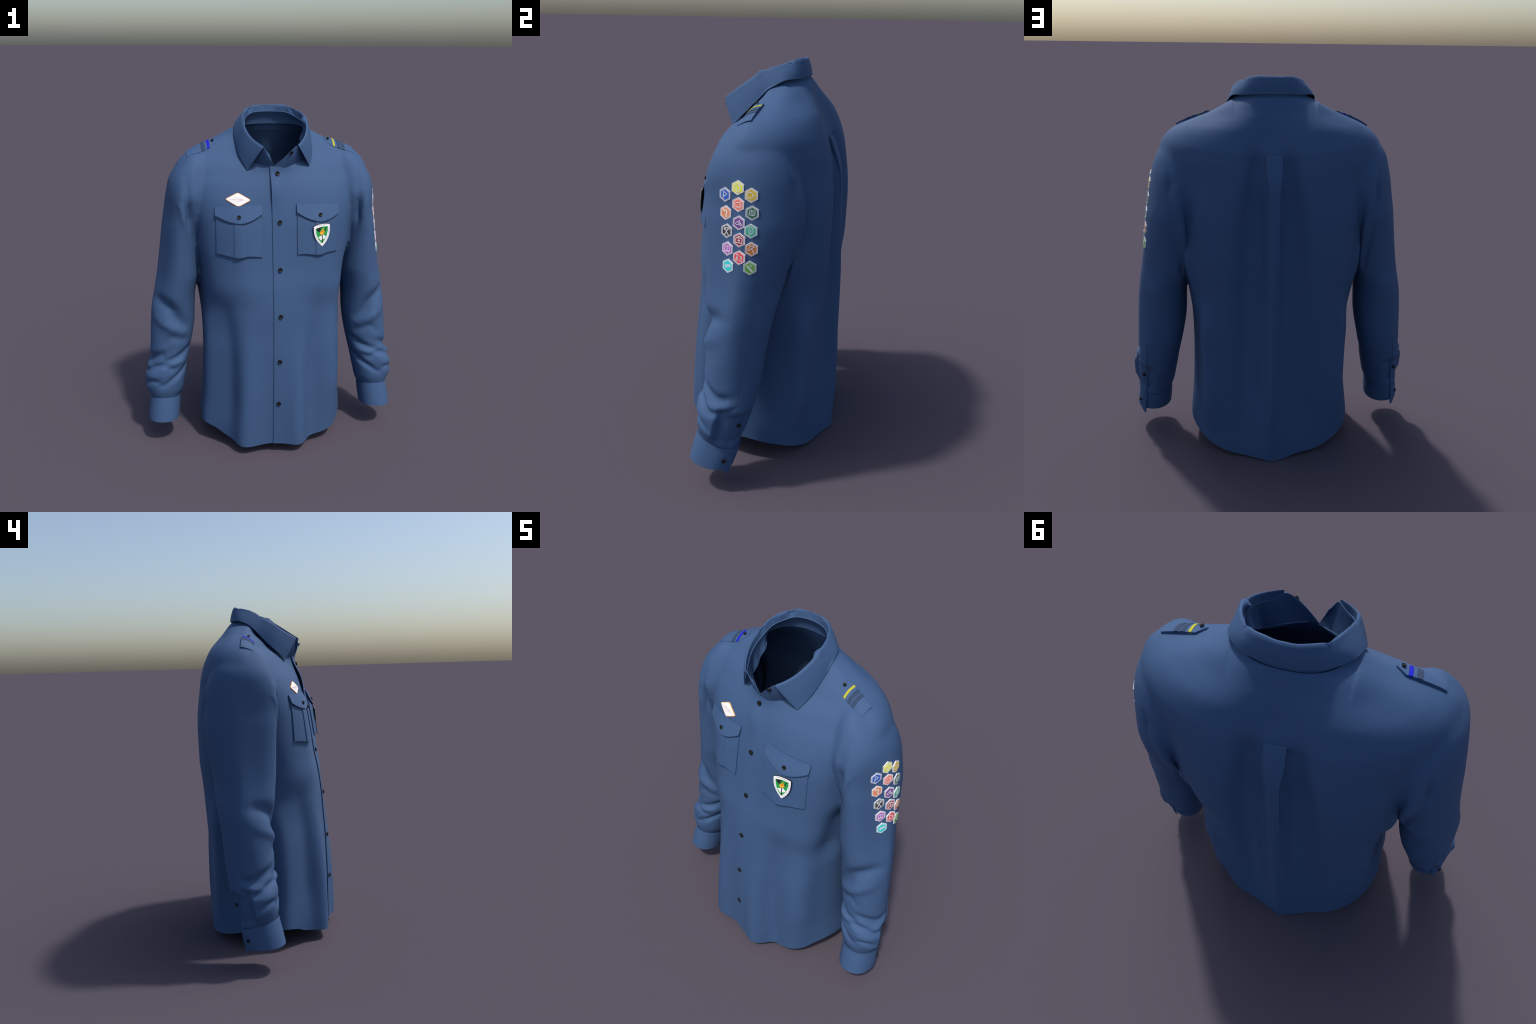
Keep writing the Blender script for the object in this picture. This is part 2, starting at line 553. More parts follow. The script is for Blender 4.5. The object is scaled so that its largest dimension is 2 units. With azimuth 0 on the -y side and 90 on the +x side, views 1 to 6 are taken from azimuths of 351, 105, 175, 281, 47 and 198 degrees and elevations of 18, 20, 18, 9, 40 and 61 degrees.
# hollows of the armhole, back and front: points (x, y, z, depth) and half width
HOLLOWS = [
    (0.013, [(0.535, 0.235, 1.55, 0.003), (0.520, 0.250, 1.49, 0.012), (0.511, 0.250, 1.42, 0.022), (0.504, 0.245, 1.32, 0.026), (0.489, 0.228, 1.18, 0.024), (0.470, 0.205, 1.03, 0.018), (0.457, 0.19, 0.93, 0.0)]),
    (0.024, [(0.490, 0.270, 1.50, 0.0), (0.478, 0.270, 1.42, -0.016), (0.470, 0.262, 1.32, -0.030), (0.454, 0.245, 1.18, -0.036), (0.434, 0.220, 1.03, -0.022), (0.420, 0.200, 0.95, -0.006), (0.41, 0.185, 0.90, 0.0)]),
    (0.060, [(0.240, 0.150, 1.86, -0.010), (0.320, 0.130, 1.81, -0.011), (0.400, 0.120, 1.775, -0.006), (0.45, 0.10, 1.74, 0.0)]),
    (0.023, [(0.494, -0.110, 1.63, 0.003), (0.494, -0.135, 1.57, 0.009), (0.492, -0.150, 1.50, 0.018), (0.488, -0.158, 1.43, 0.032), (0.481, -0.155, 1.385, 0.034), (0.472, -0.145, 1.31, 0.010), (0.465, -0.14, 1.20, 0.0)]),
    (0.016, [(0.555, -0.120, 1.50, 0.0), (0.535, -0.150, 1.46, -0.006), (0.520, -0.160, 1.40, -0.008), (0.505, -0.155, 1.33, -0.002)]),
    (0.020, [(0.440, -0.165, 1.60, 0.0), (0.450, -0.175, 1.52, -0.006), (0.452, -0.180, 1.43, -0.008), (0.455, -0.170, 1.33, -0.004)]),
    (0.022, [(0.395, -0.185, 1.62, 0.0), (0.405, -0.195, 1.54, 0.005), (0.410, -0.195, 1.46, 0.006), (0.415, -0.19, 1.36, 0.0)]),
]
form.vertices.foreach_set("co", co.ravel())
form.update()
nrm_ = np.empty(len(co) * 3)
form.vertex_normals.foreach_get("vector", nrm_)
nrm_ = nrm_.reshape(-1, 3)
ids_ = np.where((co[:, 2] > 0.80) & (co[:, 2] < 1.90) & (np.abs(co[:, 0]) > 0.20) & (np.abs(co[:, 0]) < 0.60))[0]
q_ = co[ids_] * [1, 1, 1]
q_[:, 0] = np.abs(q_[:, 0])
push = np.zeros(len(ids_))
for width, pts in HOLLOWS:
    c = catmull(pts, 40)
    d = np.linalg.norm(q_[:, None, :] - c[None, :, :3], axis=2)
    k = d.argmin(1)
    push -= c[k, 3] * gauss(d[np.arange(len(k)), k], width)
co[ids_] += nrm_[ids_] * push[:, None]
w = np.zeros(len(co)); w[ids_] = smooth(0, 0.004, np.abs(push))
co = relax(co, E, w, 3, 0.5)
form.vertices.foreach_set("co", co.ravel())
form.update()

bm = bmesh.new()
bm.from_mesh(form)
bpy.data.meshes.remove(form)


def is_sleeve(c):
    return armhole_field(c) > 0


cut(bm, hem_field, lambda c: (c[:, 2] < 0.25) & (np.abs(c[:, 0]) < 0.50) & ~is_sleeve(c))
cut(bm, neck_field, lambda c: (c[:, 2] > 1.6) & (np.abs(c[:, 0]) < 0.27))
cut(bm, cuff_field, lambda c: (c[:, 2] < 0.42) & is_sleeve(c))
mid = lambda fs: np.array([f.calc_center_median()[:] for f in fs])
fs = list(bm.faces)
C = mid(fs)
sl = is_sleeve(C)
drop = (~sl & (C[:, 2] < 0.4) & (hem_field(C) < 0)) | (~sl & (neck_field(C) < 0)) | (sl & (C[:, 2] < 0.5) & (cuff_field(C) < 0))
bmesh.ops.delete(bm, geom=[f for f, d in zip(fs, drop) if d], context="FACES")
cut(bm, armhole_field, lambda c: (c[:, 2] > 1.2))
Z_YOKE, Z_SHOULDER = 1.633, None
front = lambda c: c[:, 1] < 0.03
cut(bm, lambda c: c[:, 0] - X_EDGE, lambda c: (c[:, 1] < -0.1))
cut(bm, lambda c: c[:, 0] - X_EDGE - LAP, lambda c: (c[:, 1] < -0.1))
side_field = lambda c: c[:, 1] - (0.03 + 0.0 * c[:, 2])
cut(bm, side_field, lambda c: np.abs(c[:, 0]) > 0.1)
cut(bm, lambda c: c[:, 2] - Z_YOKE, lambda c: (c[:, 1] > 0.03))
bmesh.ops.triangulate(bm, faces=[f for f in bm.faces if len(f.verts) > 4])
bm.verts.index_update()
bm.normal_update()
BODY_V = np.array([v.co[:] for v in bm.verts])
BODY_N = np.array([v.normal[:] for v in bm.verts])
BODY_F = [tuple(v.index for v in f.verts) for f in bm.faces]
BC = mid(bm.faces)
bvh = BVHTree.FromBMesh(bm)
neck_ids = {v.index for e in bm.edges if e.is_boundary for v in e.verts if v.co.z > 1.6}
bm.free()


def lift(name):
    """Outward offset per vertex for a part (for the overlapping front edge and the yoke)."""
    V = BODY_V
    if name == "left_front":
        d = 0.006 + 0.014 * gauss(V[:, 2] - 1.57, 0.085)
        return d * smooth(X_EDGE + 0.10, X_EDGE + 0.02, V[:, 0]) * (V[:, 1] < 0)
    if name == "yoke":
        return 0.0006 * smooth(Z_YOKE + 0.05, Z_YOKE, V[:, 2]) * smooth(-0.05, 0.05, V[:, 1])
    return np.zeros(len(V))


sl = (armhole_field(BC) > 0)
tor = ~sl
is_front = tor & (BC[:, 1] < 0.03)
PARTS = [
    ("front_panel", "left_front", is_front & (BC[:, 0] > X_EDGE)),
    ("front_panel", "right_front", is_front & (BC[:, 0] < X_EDGE + LAP)),
    ("yoke", "yoke", tor & ~is_front & (BC[:, 2] > Z_YOKE)),
    ("back_panel", "back", tor & ~is_front & (BC[:, 2] < Z_YOKE)),
    ("sleeve", "left_sleeve", sl & (BC[:, 0] > 0)),
    ("sleeve", "right_sleeve", sl & (BC[:, 0] < 0)),
]
BODY_N = BODY_N / np.linalg.norm(BODY_N, axis=1, keepdims=True)
part_edges = {}
for kind, key, mask in PARTS:
    cnt = {}
    for fi in np.where(mask)[0]:
        f = BODY_F[fi]
        for a, b in zip(f, f[1:] + f[:1]):
            cnt[(min(a, b), max(a, b))] = cnt.get((min(a, b), max(a, b)), 0) + 1
    part_edges[key] = {e for e, c in cnt.items() if c == 1}
OBJ = {}
for kind, key, mask in PARTS:
    faces = [BODY_F[i] for i in np.where(mask)[0]]
    used = np.unique(np.concatenate([np.array(f) for f in faces]))
    remap = np.full(len(BODY_V), -1)
    remap[used] = np.arange(len(used))
    n = len(used)
    N = BODY_N[used]
    outer = BODY_V[used] + N * lift(key)[used][:, None]
    inner = outer - N * CLOTH
    V = np.concatenate([outer, inner])
    F = [tuple(remap[i] for i in f) for f in faces] + [tuple(remap[i] + n for i in f[::-1]) for f in faces]
    nrm = np.concatenate([N, -N])
    others = set().union(*[part_edges[k] for _, k, _ in PARTS if k != key])
    rim = []
    for f in faces:
        for a, b in zip(f, f[1:] + f[:1]):
            e = (min(a, b), max(a, b))
            if e in part_edges[key] and e not in others:
                rim.append((remap[b], remap[a], remap[a] + n, remap[b] + n))
    me = make_mesh(kind, V, F + rim)
    if key != "left_front":
        # the shared normals of the whole garment, so that no seam shows in the shading
        loops = np.empty(len(me.loops), np.int32)
        me.loops.foreach_get("vertex_index", loops)
        ln = nrm[loops].copy()
        nr = len(me.polygons) - len(rim)
        for p in list(me.polygons)[nr:]:
            for li in p.loop_indices:
                ln[li] = p.normal[:]
        me.normals_split_custom_set([tuple(x) for x in ln])
    else:
        sharpen(me, 60)
    OBJ[key] = add_object(kind, me, ROOT, M_CLOTH)


# ================================================================= FITTINGS
def snap(p):
    q, n, i, _ = bvh.find_nearest(Vector(p))
    q = np.array(q)
    return q, soft_normal(q, i)


def soft_normal(q, face):
    """Normal of the cloth at q, blended from the vertex normals of the face."""
    ids_ = list(BODY_F[face])
    w_ = 1.0 / (np.linalg.norm(BODY_V[ids_] - q, axis=1) + 1e-4)
    n = (BODY_N[ids_] * w_[:, None]).sum(0)
    return n / np.linalg.norm(n)


def cast(origin, direction):
    q, n, i, _ = bvh.ray_cast(Vector(origin), Vector(direction))
    if q is None:
        return snap(origin)
    q = np.array(q)
    return q, soft_normal(q, i)


def front_lift(x, z):
    d = 0.006 + 0.014 * float(gauss(z - 1.57, 0.085))
    return d * float(smooth(X_EDGE + 0.10, X_EDGE + 0.02, x)) if x > X_EDGE else 0.0


def on_front(x, z, h):
    q, n = cast((x, -1.2, z), (0, 1, 0))
    return q + n * (h + front_lift(x, z))


def on_back(x, z, h):
    q, n = cast((x, 1.2, z), (0, -1, 0))
    return q + n * h


def on_top(x, y, h):
    q, n = cast((x, y, 2.4), (0, 0, -1))
    return q + n * h


def plane_map(origin, right, up, normal):
    o, r, u, n = (np.asarray(v, float) for v in (origin, right, up, normal))
    return lambda a, b, h: o + a * r + b * u + h * n


def frame(p, n, up=(0, 0, 1)):
    n = np.asarray(n, float) / np.linalg.norm(n)
    u = np.asarray(up, float) - np.dot(up, n) * n
    u /= np.linalg.norm(u)
    return np.cross(u, n), u, n


class Solid:
    """Collects plates and ribbons that are laid on a surface map (a, b, height) -> point."""

    def __init__(self, surf):
        self.V, self.F, self.surf = [], [], surf

    def plate(self, poly, h0, h1):
        from mathutils.geometry import tessellate_polygon
        k, n = len(self.V), len(poly)
        self.V += [self.surf(a, b, h1) for a, b in poly] + [self.surf(a, b, h0) for a, b in poly]
        for t in tessellate_polygon([[Vector((a, b, 0)) for a, b in poly]]):
            self.F.append(tuple(k + i for i in t))
        for i in range(n):
            j = (i + 1) % n
            self.F.append((k + i, k + n + i, k + n + j, k + j))
        return self

    def ribbon(self, pts, width, h0, h1, closed=False):
        p = np.asarray(pts, float)
        n = len(p)
        t = (np.roll(p, -1, 0) - np.roll(p, 1, 0)) if closed else np.gradient(p, axis=0)
        t /= np.maximum(np.linalg.norm(t, axis=1, keepdims=True), 1e-9)
        nn = np.stack([-t[:, 1], t[:, 0]], 1) * width / 2
        if not closed:
            p = p.copy()
            p[0] -= t[0] * width * 0.4
            p[-1] += t[-1] * width * 0.4
        k = len(self.V)
        for q, m in zip(p, nn):
            for s, h in ((1, h0), (1, h1), (-1, h1), (-1, h0)):
                self.V.append(self.surf(*(q + s * m), h))
        for i in range(n if closed else n - 1):
            j = (i + 1) % n
            for c in range(4):
                d = (c + 1) % 4
                self.F.append((k + 4 * i + c, k + 4 * j + c, k + 4 * j + d, k + 4 * i + d))
        if not closed:
            e = k + 4 * (n - 1)
            self.F += [(k, k + 1, k + 2, k + 3), (e + 3, e + 2, e + 1, e)]
        return self

    def mesh(self, name):
        me = make_mesh(name, self.V, self.F, False)
        bm = bmesh.new(); bm.from_mesh(me)
        bmesh.ops.recalc_face_normals(bm, faces=bm.faces)
        bm.to_mesh(me); bm.free()
        return me


def dense(pts, closed=False, step=0.25):
    p = [np.asarray(q, float) for q in pts]
    if closed:
        p.append(p[0])
    out = []
    for a, b in zip(p, p[1:]):
        m = max(1, int(np.linalg.norm(b - a) / step))
        out += [a + (b - a) * i / m for i in range(m)]
    if not closed:
        out.append(p[-1])
    return np.array(out)


def circle(cx, cy, rx, ry=None, a0=0, a1=360, n=28):
    ry = rx if ry is None else ry
    full = abs(a1 - a0) >= 360
    t = np.radians(np.linspace(a0, a1, n, endpoint=not full))
    return np.stack([cx + rx * np.cos(t), cy + ry * np.sin(t)], 1)


# ------------------------------------------------------------------ buttons
def button_mesh():
    prof = [(0.0, -0.30), (0.80, -0.30), (0.96, -0.18), (1.0, 0.05), (0.97, 0.28), (0.88, 0.38), (0.74, 0.36), (0.62, 0.20), (0.3, 0.16), (0.0, 0.15)]
    n, V, F = 36, [], []
    for r, z in prof:
        for i in range(n):
            t = 2 * math.pi * i / n
            V.append((r * math.cos(t), r * math.sin(t), z))
    for k in range(len(prof) - 1):
        for i in range(n):
            j = (i + 1) % n
            F.append((k * n + i, k * n + j, (k + 1) * n + j, (k + 1) * n + i))
    # sewing thread: a small cross through four holes
    for ang in (45, 135):
        c, s = math.cos(math.radians(ang)), math.sin(math.radians(ang))
        b = len(V)
        for a, w, z in ((-0.3, -0.06, 0.12), (-0.3, 0.06, 0.12), (0.3, 0.06, 0.12), (0.3, -0.06, 0.12), (-0.2, -0.06, 0.24), (-0.2, 0.06, 0.24), (0.2, 0.06, 0.24), (0.2, -0.06, 0.24)):
            V.append((a * c - w * s, a * s + w * c, z))
        F += [(b + 4, b + 7, b + 6, b + 5), (b, b + 4, b + 5, b + 1), (b + 1, b + 5, b + 6, b + 2), (b + 2, b + 6, b + 7, b + 3), (b + 3, b + 7, b + 4, b)]
    me = make_mesh("button", V, F)
    bm = bmesh.new(); bm.from_mesh(me)
    bmesh.ops.remove_doubles(bm, verts=bm.verts, dist=1e-5)
    bmesh.ops.recalc_face_normals(bm, faces=bm.faces)
    bm.to_mesh(me); bm.free()
    sharpen(me, 50)
    return me


BUTTON = button_mesh()


def add_button(p, n, r, parent, spin=0.0):
    ob = add_object("button", BUTTON, parent, M_BUTTON)
    x, y, z = frame(p, n, (0.02, 0.1, 1) if abs(n[2]) < 0.9 else (0, 1, 0.1))
    M = Matrix((x, y, z)).transposed().to_4x4() @ Matrix.Rotation(spin, 4, "Z") @ Matrix.Diagonal((r, r, r * 0.9, 1))
    M.translation = Vector(p)
    ob.matrix_world = M
    return ob


for i, (x, z) in enumerate([(0.002, 1.649), (0.006, 1.389), (0.004, 1.125), (0.003, 0.861), (-0.002, 0.593), (-0.006, 0.330)]):
    p = on_front(x, z, 0.0045)
    q, n = cast((x + 0.03, -1.2, z), (0, 1, 0))
    add_button(p, n, 0.0125, OBJ["left_front"], 0.4 * i)

# ------------------------------------------------------------------- collar
# stations round the neck, from the right front over the back to the left front
FOLD = [(-0.045, -0.194, 1.790), (-0.072, -0.206, 1.801), (-0.105, -0.179, 1.820), (-0.134, -0.143, 1.843), (-0.160, -0.085, 1.886),
        (-0.165, -0.020, 1.926), (-0.155, 0.045, 1.963), (-0.132, 0.105, 1.978), (-0.098, 0.145, 1.991), (-0.050, 0.166, 1.995),
        (0.005, 0.173, 1.996), (0.060, 0.168, 1.995), (0.115, 0.148, 1.991), (0.157, 0.106, 1.973), (0.185, 0.045, 1.954),
        (0.193, -0.020, 1.920), (0.182, -0.090, 1.876), (0.150, -0.154, 1.834), (0.108, -0.197, 1.808), (0.074, -0.207, 1.802)]
# lower edge of the leaf over the same stations
EDGE = [(-0.110, -0.170, 1.680), (-0.150, -0.150, 1.662), (-0.172, -0.138, 1.692), (-0.193, -0.105, 1.728), (-0.206, -0.060, 1.770),
        (-0.212, -0.008, 1.825), (-0.211, 0.050, 1.880), (-0.190, 0.115, 1.906), (-0.130, 0.169, 1.907), (-0.065, 0.192, 1.910),
        (0.008, 0.200, 1.911), (0.080, 0.194, 1.910), (0.150, 0.172, 1.906), (0.205, 0.122, 1.902), (0.229, 0.060, 1.866),
        (0.232, 0.000, 1.812), (0.226, -0.060, 1.755), (0.212, -0.105, 1.712), (0.192, -0.138, 1.676), (0.178, -0.152, 1.661)]
NU = 161
fold = catmull(FOLD, NU)
edge_pts = np.array(EDGE)
tf = np.concatenate([[0], np.cumsum(np.linalg.norm(np.diff(np.array(FOLD), axis=0), axis=1))])
edge_c = np.stack([pchip_smooth(tf, edge_pts[:, k])(np.linspace(0, tf[-1], NU)) for k in range(3)], 1)
U = np.linspace(0, 1, NU)

ids = np.array(sorted(neck_ids))
ring = BODY_V[ids]
ang = np.degrees(np.arctan2(ring[:, 1] - 0.0, ring[:, 0] - 0.006))
o = np.argsort(ang)
ra, rp = ang[o], ring[o]
ra = np.concatenate([ra - 360, ra, ra + 360])
rp = np.concatenate([rp, rp, rp])


def neck_point(a):
    a = np.asarray(a)
    return np.stack([np.interp(a, ra, rp[:, k]) for k in range(3)], -1)


fa = np.degrees(np.unwrap(np.arctan2(fold[:, 1], fold[:, 0] - 0.006)))      # decreasing round the back
fa = fa + (-97 - 360 - fa[-1]) * smooth(0.86, 1.0, U) + (-97 - fa[0]) * smooth(0.14, 0.0, U)
base = neck_point(fa)
for _ in range(6):
    base[1:-1] = 0.25 * base[:-2] + 0.5 * base[1:-1] + 0.25 * base[2:]
base[:, 1] += np.where(U > 0.5, -0.010, -0.003) * smooth(0.36, 0.5, np.abs(U - 0.5))
back = smooth(0.46, 0.25, np.abs(U - 0.5))
toC = np.stack([0.01 - fold[:, 0], 0.0 - fold[:, 1], np.zeros(NU)], 1)
toC /= np.linalg.norm(toC, axis=1, keepdims=True)
drop_ = 0.006 + 0.028 * smooth(0.485, 0.40, np.abs(U - 0.5)) + 0.004 * back
top = fold + toC * (0.004 + 0.003 * back)[:, None] - np.array([0, 0, 1]) * drop_[:, None]

end_ = np.minimum(U, 1 - U)
top[:, 2] -= 0.024 * smooth(0.04, 0.0, end_) ** 1.5
NV = 14
v = np.linspace(0, 1, NV)
low = base + toC * 0.003 - np.array([0, 0, 0.012]) * smooth(0.5, 0.44, np.abs(U - 0.5))[:, None]
stand = low[:, None] * (1 - v)[None, :, None] + top[:, None] * v[None, :, None]
bow = np.sin(np.pi * v)[None, :, None]
stand = stand - toC[:, None] * 0.006 * bow
n_st = grid_normals(stand)
sgn = np.sign(np.sum(n_st[NU // 2, NV // 2] * toC[NU // 2]))
stand_o = add_object("collar_stand", slab("collar_stand", stand, stand + n_st * sgn * 0.0035), ROOT, M_CLOTH)

# leaf: rises outside the stand, rolls over at the fold, hangs down to its edge
i0, i1 = 6, NU - 7
sel = slice(i0, i1 + 1)
ul = U[sel]
rng = np.random.RandomState(3)
pucker = np.zeros(len(ul))
for c in np.concatenate([rng.uniform(0.22, 0.82, 22)]):
    pucker += rng.uniform(-1, 1) * gauss(ul - c, rng.uniform(0.010, 0.022))
pucker *= smooth(0.42, 0.30, np.abs(ul - 0.5))
F_, E_, T_, C_ = fold[sel], edge_c[sel], top[sel], toC[sel]
UPV = np.array([0, 0, 1.0])
b_ = back[sel]
rows = []
inner0 = T_ - C_ * 0.0005 - UPV * 0.002
ridge_in = F_ + C_ * (0.002 + 0.003 * b_)[:, None] - UPV * (0.009)
ridge_in = ridge_in + C_ * (pucker * 0.0110)[:, None]
crest = F_ + UPV * (pucker * 0.0065)[:, None]
out_top = F_ - C_ * (0.007 + 0.003 * b_)[:, None] - UPV * (0.010) - C_ * (pucker * 0.003)[:, None]
for t in np.linspace(0, 1, 5)[:-1]:
    rows.append(inner0 * (1 - t) + ridge_in * t)
for t in np.linspace(0, 1, 7)[:-1]:
    rows.append((1 - t) ** 2 * ridge_in + 2 * t * (1 - t) * (crest * 2 - 0.5 * (ridge_in + out_top)) + t * t * out_top)
for t in np.linspace(0, 1, 16):
    p = out_top * (1 - t) + E_ * t
    p = p - C_ * (0.003 * math.sin(math.pi * t))
    rows.append(p)
leaf = np.stack(rows, 1)
# keep the hanging part outside the shirt body
for a in range(leaf.shape[0]):
    for b in range(12, leaf.shape[1]):
        q, n, _, _ = bvh.find_nearest(Vector(leaf[a, b]))
        d = (Vector(leaf[a, b]) - q).dot(n)
        want = 0.008
        if d < want and n.z > -0.2:
            leaf[a, b] += np.array(n) * min(want - d, 0.05)
for _ in range(4):
    leaf[1:-1, 12:] = 0.25 * leaf[:-2, 12:] + 0.5 * leaf[1:-1, 12:] + 0.25 * leaf[2:, 12:]
n_lf = grid_normals(leaf)
s2 = np.sign(np.sum(n_lf[len(ul) // 2, -3] * -C_[len(ul) // 2]))
collar = add_object("collar_leaf", slab("collar_leaf", leaf, leaf - n_lf * s2 * 0.004, edge=55), ROOT, M_CLOTH)
p, n = np.array([0.073, -0.195, 1.769]), np.array([0.15, -0.95, 0.25])
i = int(0.965 * (NU - 1))
best = np.unravel_index(np.argmin(np.linalg.norm(stand - p, axis=2)), stand.shape[:2])
nb = -n_st[best] * sgn
add_button(stand[best] + nb * 0.003, nb, 0.0115, stand_o)

# label sewn inside the neck
lab = Solid(lambda a, b, h: (lambda r: r[0] - np.array([0, 1, 0]) * (CLOTH + h))(cast((a, 0.02, b), (0, 1, 0))))
g = np.array([[lab.surf(a, b, 0.003) for b in np.linspace(1.838, 1.878, 5)] for a in np.linspace(-0.086, 0.106, 16)])
add_object("neck_label", slab("neck_label", g, g + np.array([0, 0.006, 0])), ROOT, M_CLOTH)


# ------------------------------------------------------------------ pockets
def pocket(x0, x1, zt0, zt1, zb0, zb1, xc, btn_z):
    nu, nv = 49, 41
    u, w = np.linspace(0, 1, nu), np.linspace(0, 1, nv)

    def sheet(zt, zb, off_o, off_i, a0=x0, a1=x1, m=nu, k=nv):
        uu, ww = np.linspace(0, 1, m), np.linspace(0, 1, k)
        O, I = np.zeros((m, k, 3)), np.zeros((m, k, 3))
        for i, s in enumerate(uu):
            x = a0 + (a1 - a0) * s
            for j, t in enumerate(ww):
                z = zt(s) * (1 - t) + zb(s) * t
                O[i, j] = on_front(x, z, off_o(s, t))
                I[i, j] = on_front(x, z, off_i(s, t))
        return O, I
    wavy = lambda s: 0.004 * math.sin(5.2 * s + x0 * 9) + 0.003 * math.sin(11 * s)
    bag_o = lambda s, t: 0.0055 + 0.005 * math.sin(math.pi * s) * (0.4 + 0.6 * t) + 0.002 * t
    O, I = sheet(lambda s: zt0 + (zt1 - zt0) * s - 0.01, lambda s: zb0 + (zb1 - zb0) * s + wavy(s), bag_o, lambda s, t: -0.002)
    bag = add_object("pocket", slab("pocket", O, I), ROOT, M_CLOTH)
    half = 0.0265
    pu = lambda s: (xc - half + 2 * half * s - x0) / (x1 - x0)
    O, I = sheet(lambda s: zt0 - 0.02, lambda s: zb0 + (zb1 - zb0) * pu(s) + wavy(pu(s)) - 0.001,
                 lambda s, t: bag_o(pu(s), t) + 0.0045 - 0.0035 * s ** 3, lambda s, t: 0.003, xc - half, xc + half, 13, 41)
    add_object("pocket_pleat", slab("pocket_pleat", O, I), bag, M_CLOTH)
    drop = lambda s: 1 - abs((s - 0.53) / (0.53 if s < 0.53 else 0.47)) ** 1.75
    fz = lambda s: zt0 - 0.046 + (zt1 - zt0) * s - 0.046 * drop(s)
    O, I = sheet(lambda s: zt0 + (zt1 - zt0) * s, fz, lambda s, t: 0.0070 + 0.010 * t + 0.003 * math.sin(math.pi * s) - 0.001 * math.sin(6 * s) * t,
                 lambda s, t: 0.002 + 0.0105 * t + 0.003 * math.sin(math.pi * s), x0 - 0.003, x1 + 0.003)
    flap = add_object("pocket_flap", slab("pocket_flap", O, I), bag, M_CLOTH)
    p = on_front(xc, btn_z, 0.0205)
    _, n = cast((xc, -1.2, btn_z), (0, 1, 0))
    add_button(p, n, 0.0105, flap)
    return bag


pocket_l = pocket(0.106, 0.346, 1.486, 1.471, 1.203, 1.212, 0.233, 1.421)
pocket_r = pocket(-0.341, -0.093, 1.475, 1.485, 1.213, 1.200, -0.218, 1.421)


# --------------------------------------------------------------- epaulettes
M_YELLOW = new_material("yellow_braid", (0.42, 0.40, 0.030), 0.7, 0.2)
M_BLUEBR = new_material("bright_blue_braid", (0.010, 0.010, 0.43), 0.7, 0.2)
M_GREY = new_material("slate_braid", (0.030, 0.053, 0.104), 0.8, 0.2)


def epaulette(side, stripes):
    nu, nv = 41, 15
    x_out, x_sh, x_tip, half = 0.484, 0.347, 0.314, 0.0335
    cy = lambda x: 0.010 + (0.484 - x) / 0.17 * 0.022

    def sheet(xa, xb, lo, hi, h_o, h_i, m=nu, k=nv):
        O, I = np.zeros((m, k, 3)), np.zeros((m, k, 3))
        for i, s in enumerate(np.linspace(0, 1, m)):
            for j, t in enumerate(np.linspace(-1, 1, k)):
                x = xa + (xb - xa) * s
                wd = half if x > x_sh else half * max(0.25, (x - x_tip) / (x_sh - x_tip) * 0.75 + 0.25)
                y = cy(x) + wd * t
                O[i, j] = on_top(side * x, y, h_o(s, t))
                I[i, j] = on_top(side * x, y, h_i(s, t))
        return O, I
    raise_ = lambda t: 0.0028 + 0.0040 * (t + 1)
    O, I = sheet(x_out, x_tip, -1, 1, lambda s, t: raise_(t) * (0.55 + 0.45 * math.sin(math.pi * min(1, max(0.0, 0.15 + s * 0.8)))), lambda s, t: -0.002)
    strap = add_object("epaulette", slab("epaulette", O, I), ROOT, M_CLOTH)
    for x, w, mat, name in stripes:
        sa = lambda xx: (x_out - xx) / (x_out - x_tip)
        hh = lambda s, t: raise_(t) * (0.55 + 0.45 * math.sin(math.pi * min(1, max(0.0, 0.15 + sa(x + w / 2 - w * s) * 0.8)))) + 0.0016
        O, I = sheet(x + w / 2, x - w / 2, -1, 1, hh, lambda s, t: 0.002, 7, 15)
        add_object(name, slab(name, O, I), strap, mat)
    q, n = cast((side * 0.334, 0.030, 2.4), (0, 0, -1))
    add_button(q + n * 0.0115, n, 0.0085, strap)


epaulette(1, [(0.367, 0.011, M_YELLOW, "yellow_stripe"), (0.396, 0.019, M_GREY, "slate_stripe"), (0.421, 0.019, M_GREY, "slate_stripe")])
epaulette(-1, [(0.361, 0.014, M_BLUEBR, "blue_stripe"), (0.391, 0.020, M_GREY, "slate_stripe")])


# --------------------------------------------------------------- back pleat
def back_pleat():
    hw = pchip([1.08, 1.25, 1.44, 1.50, 1.57, 1.632], [0.022, 0.023, 0.025, 0.031, 0.0385, 0.0395])
    off = pchip([1.08, 1.2, 1.35, 1.5, 1.6, 1.632], [-0.006, -0.001, 0.004, 0.010, 0.013, 0.009])
    O, I = np.zeros((21, 80, 3)), np.zeros((21, 80, 3))
    for j, z in enumerate(np.linspace(1.08, 1.632, 80)):
        mid_y = on_back(0.012, z, 0)[1]
        for i, s in enumerate(np.linspace(-1, 1, 21)):
            x = 0.012 + float(hw(z)) * s
            y = mid_y + float(off(z)) - 0.003 * s * s
            O[i, j] = (x, y, z)
            I[i, j] = (x, y - 0.004 - max(0, float(off(z))) * 0.6, z)
    return add_object("back_pleat", slab("back_pleat", O, I), OBJ["back"], M_CLOTH)


back_pleat()


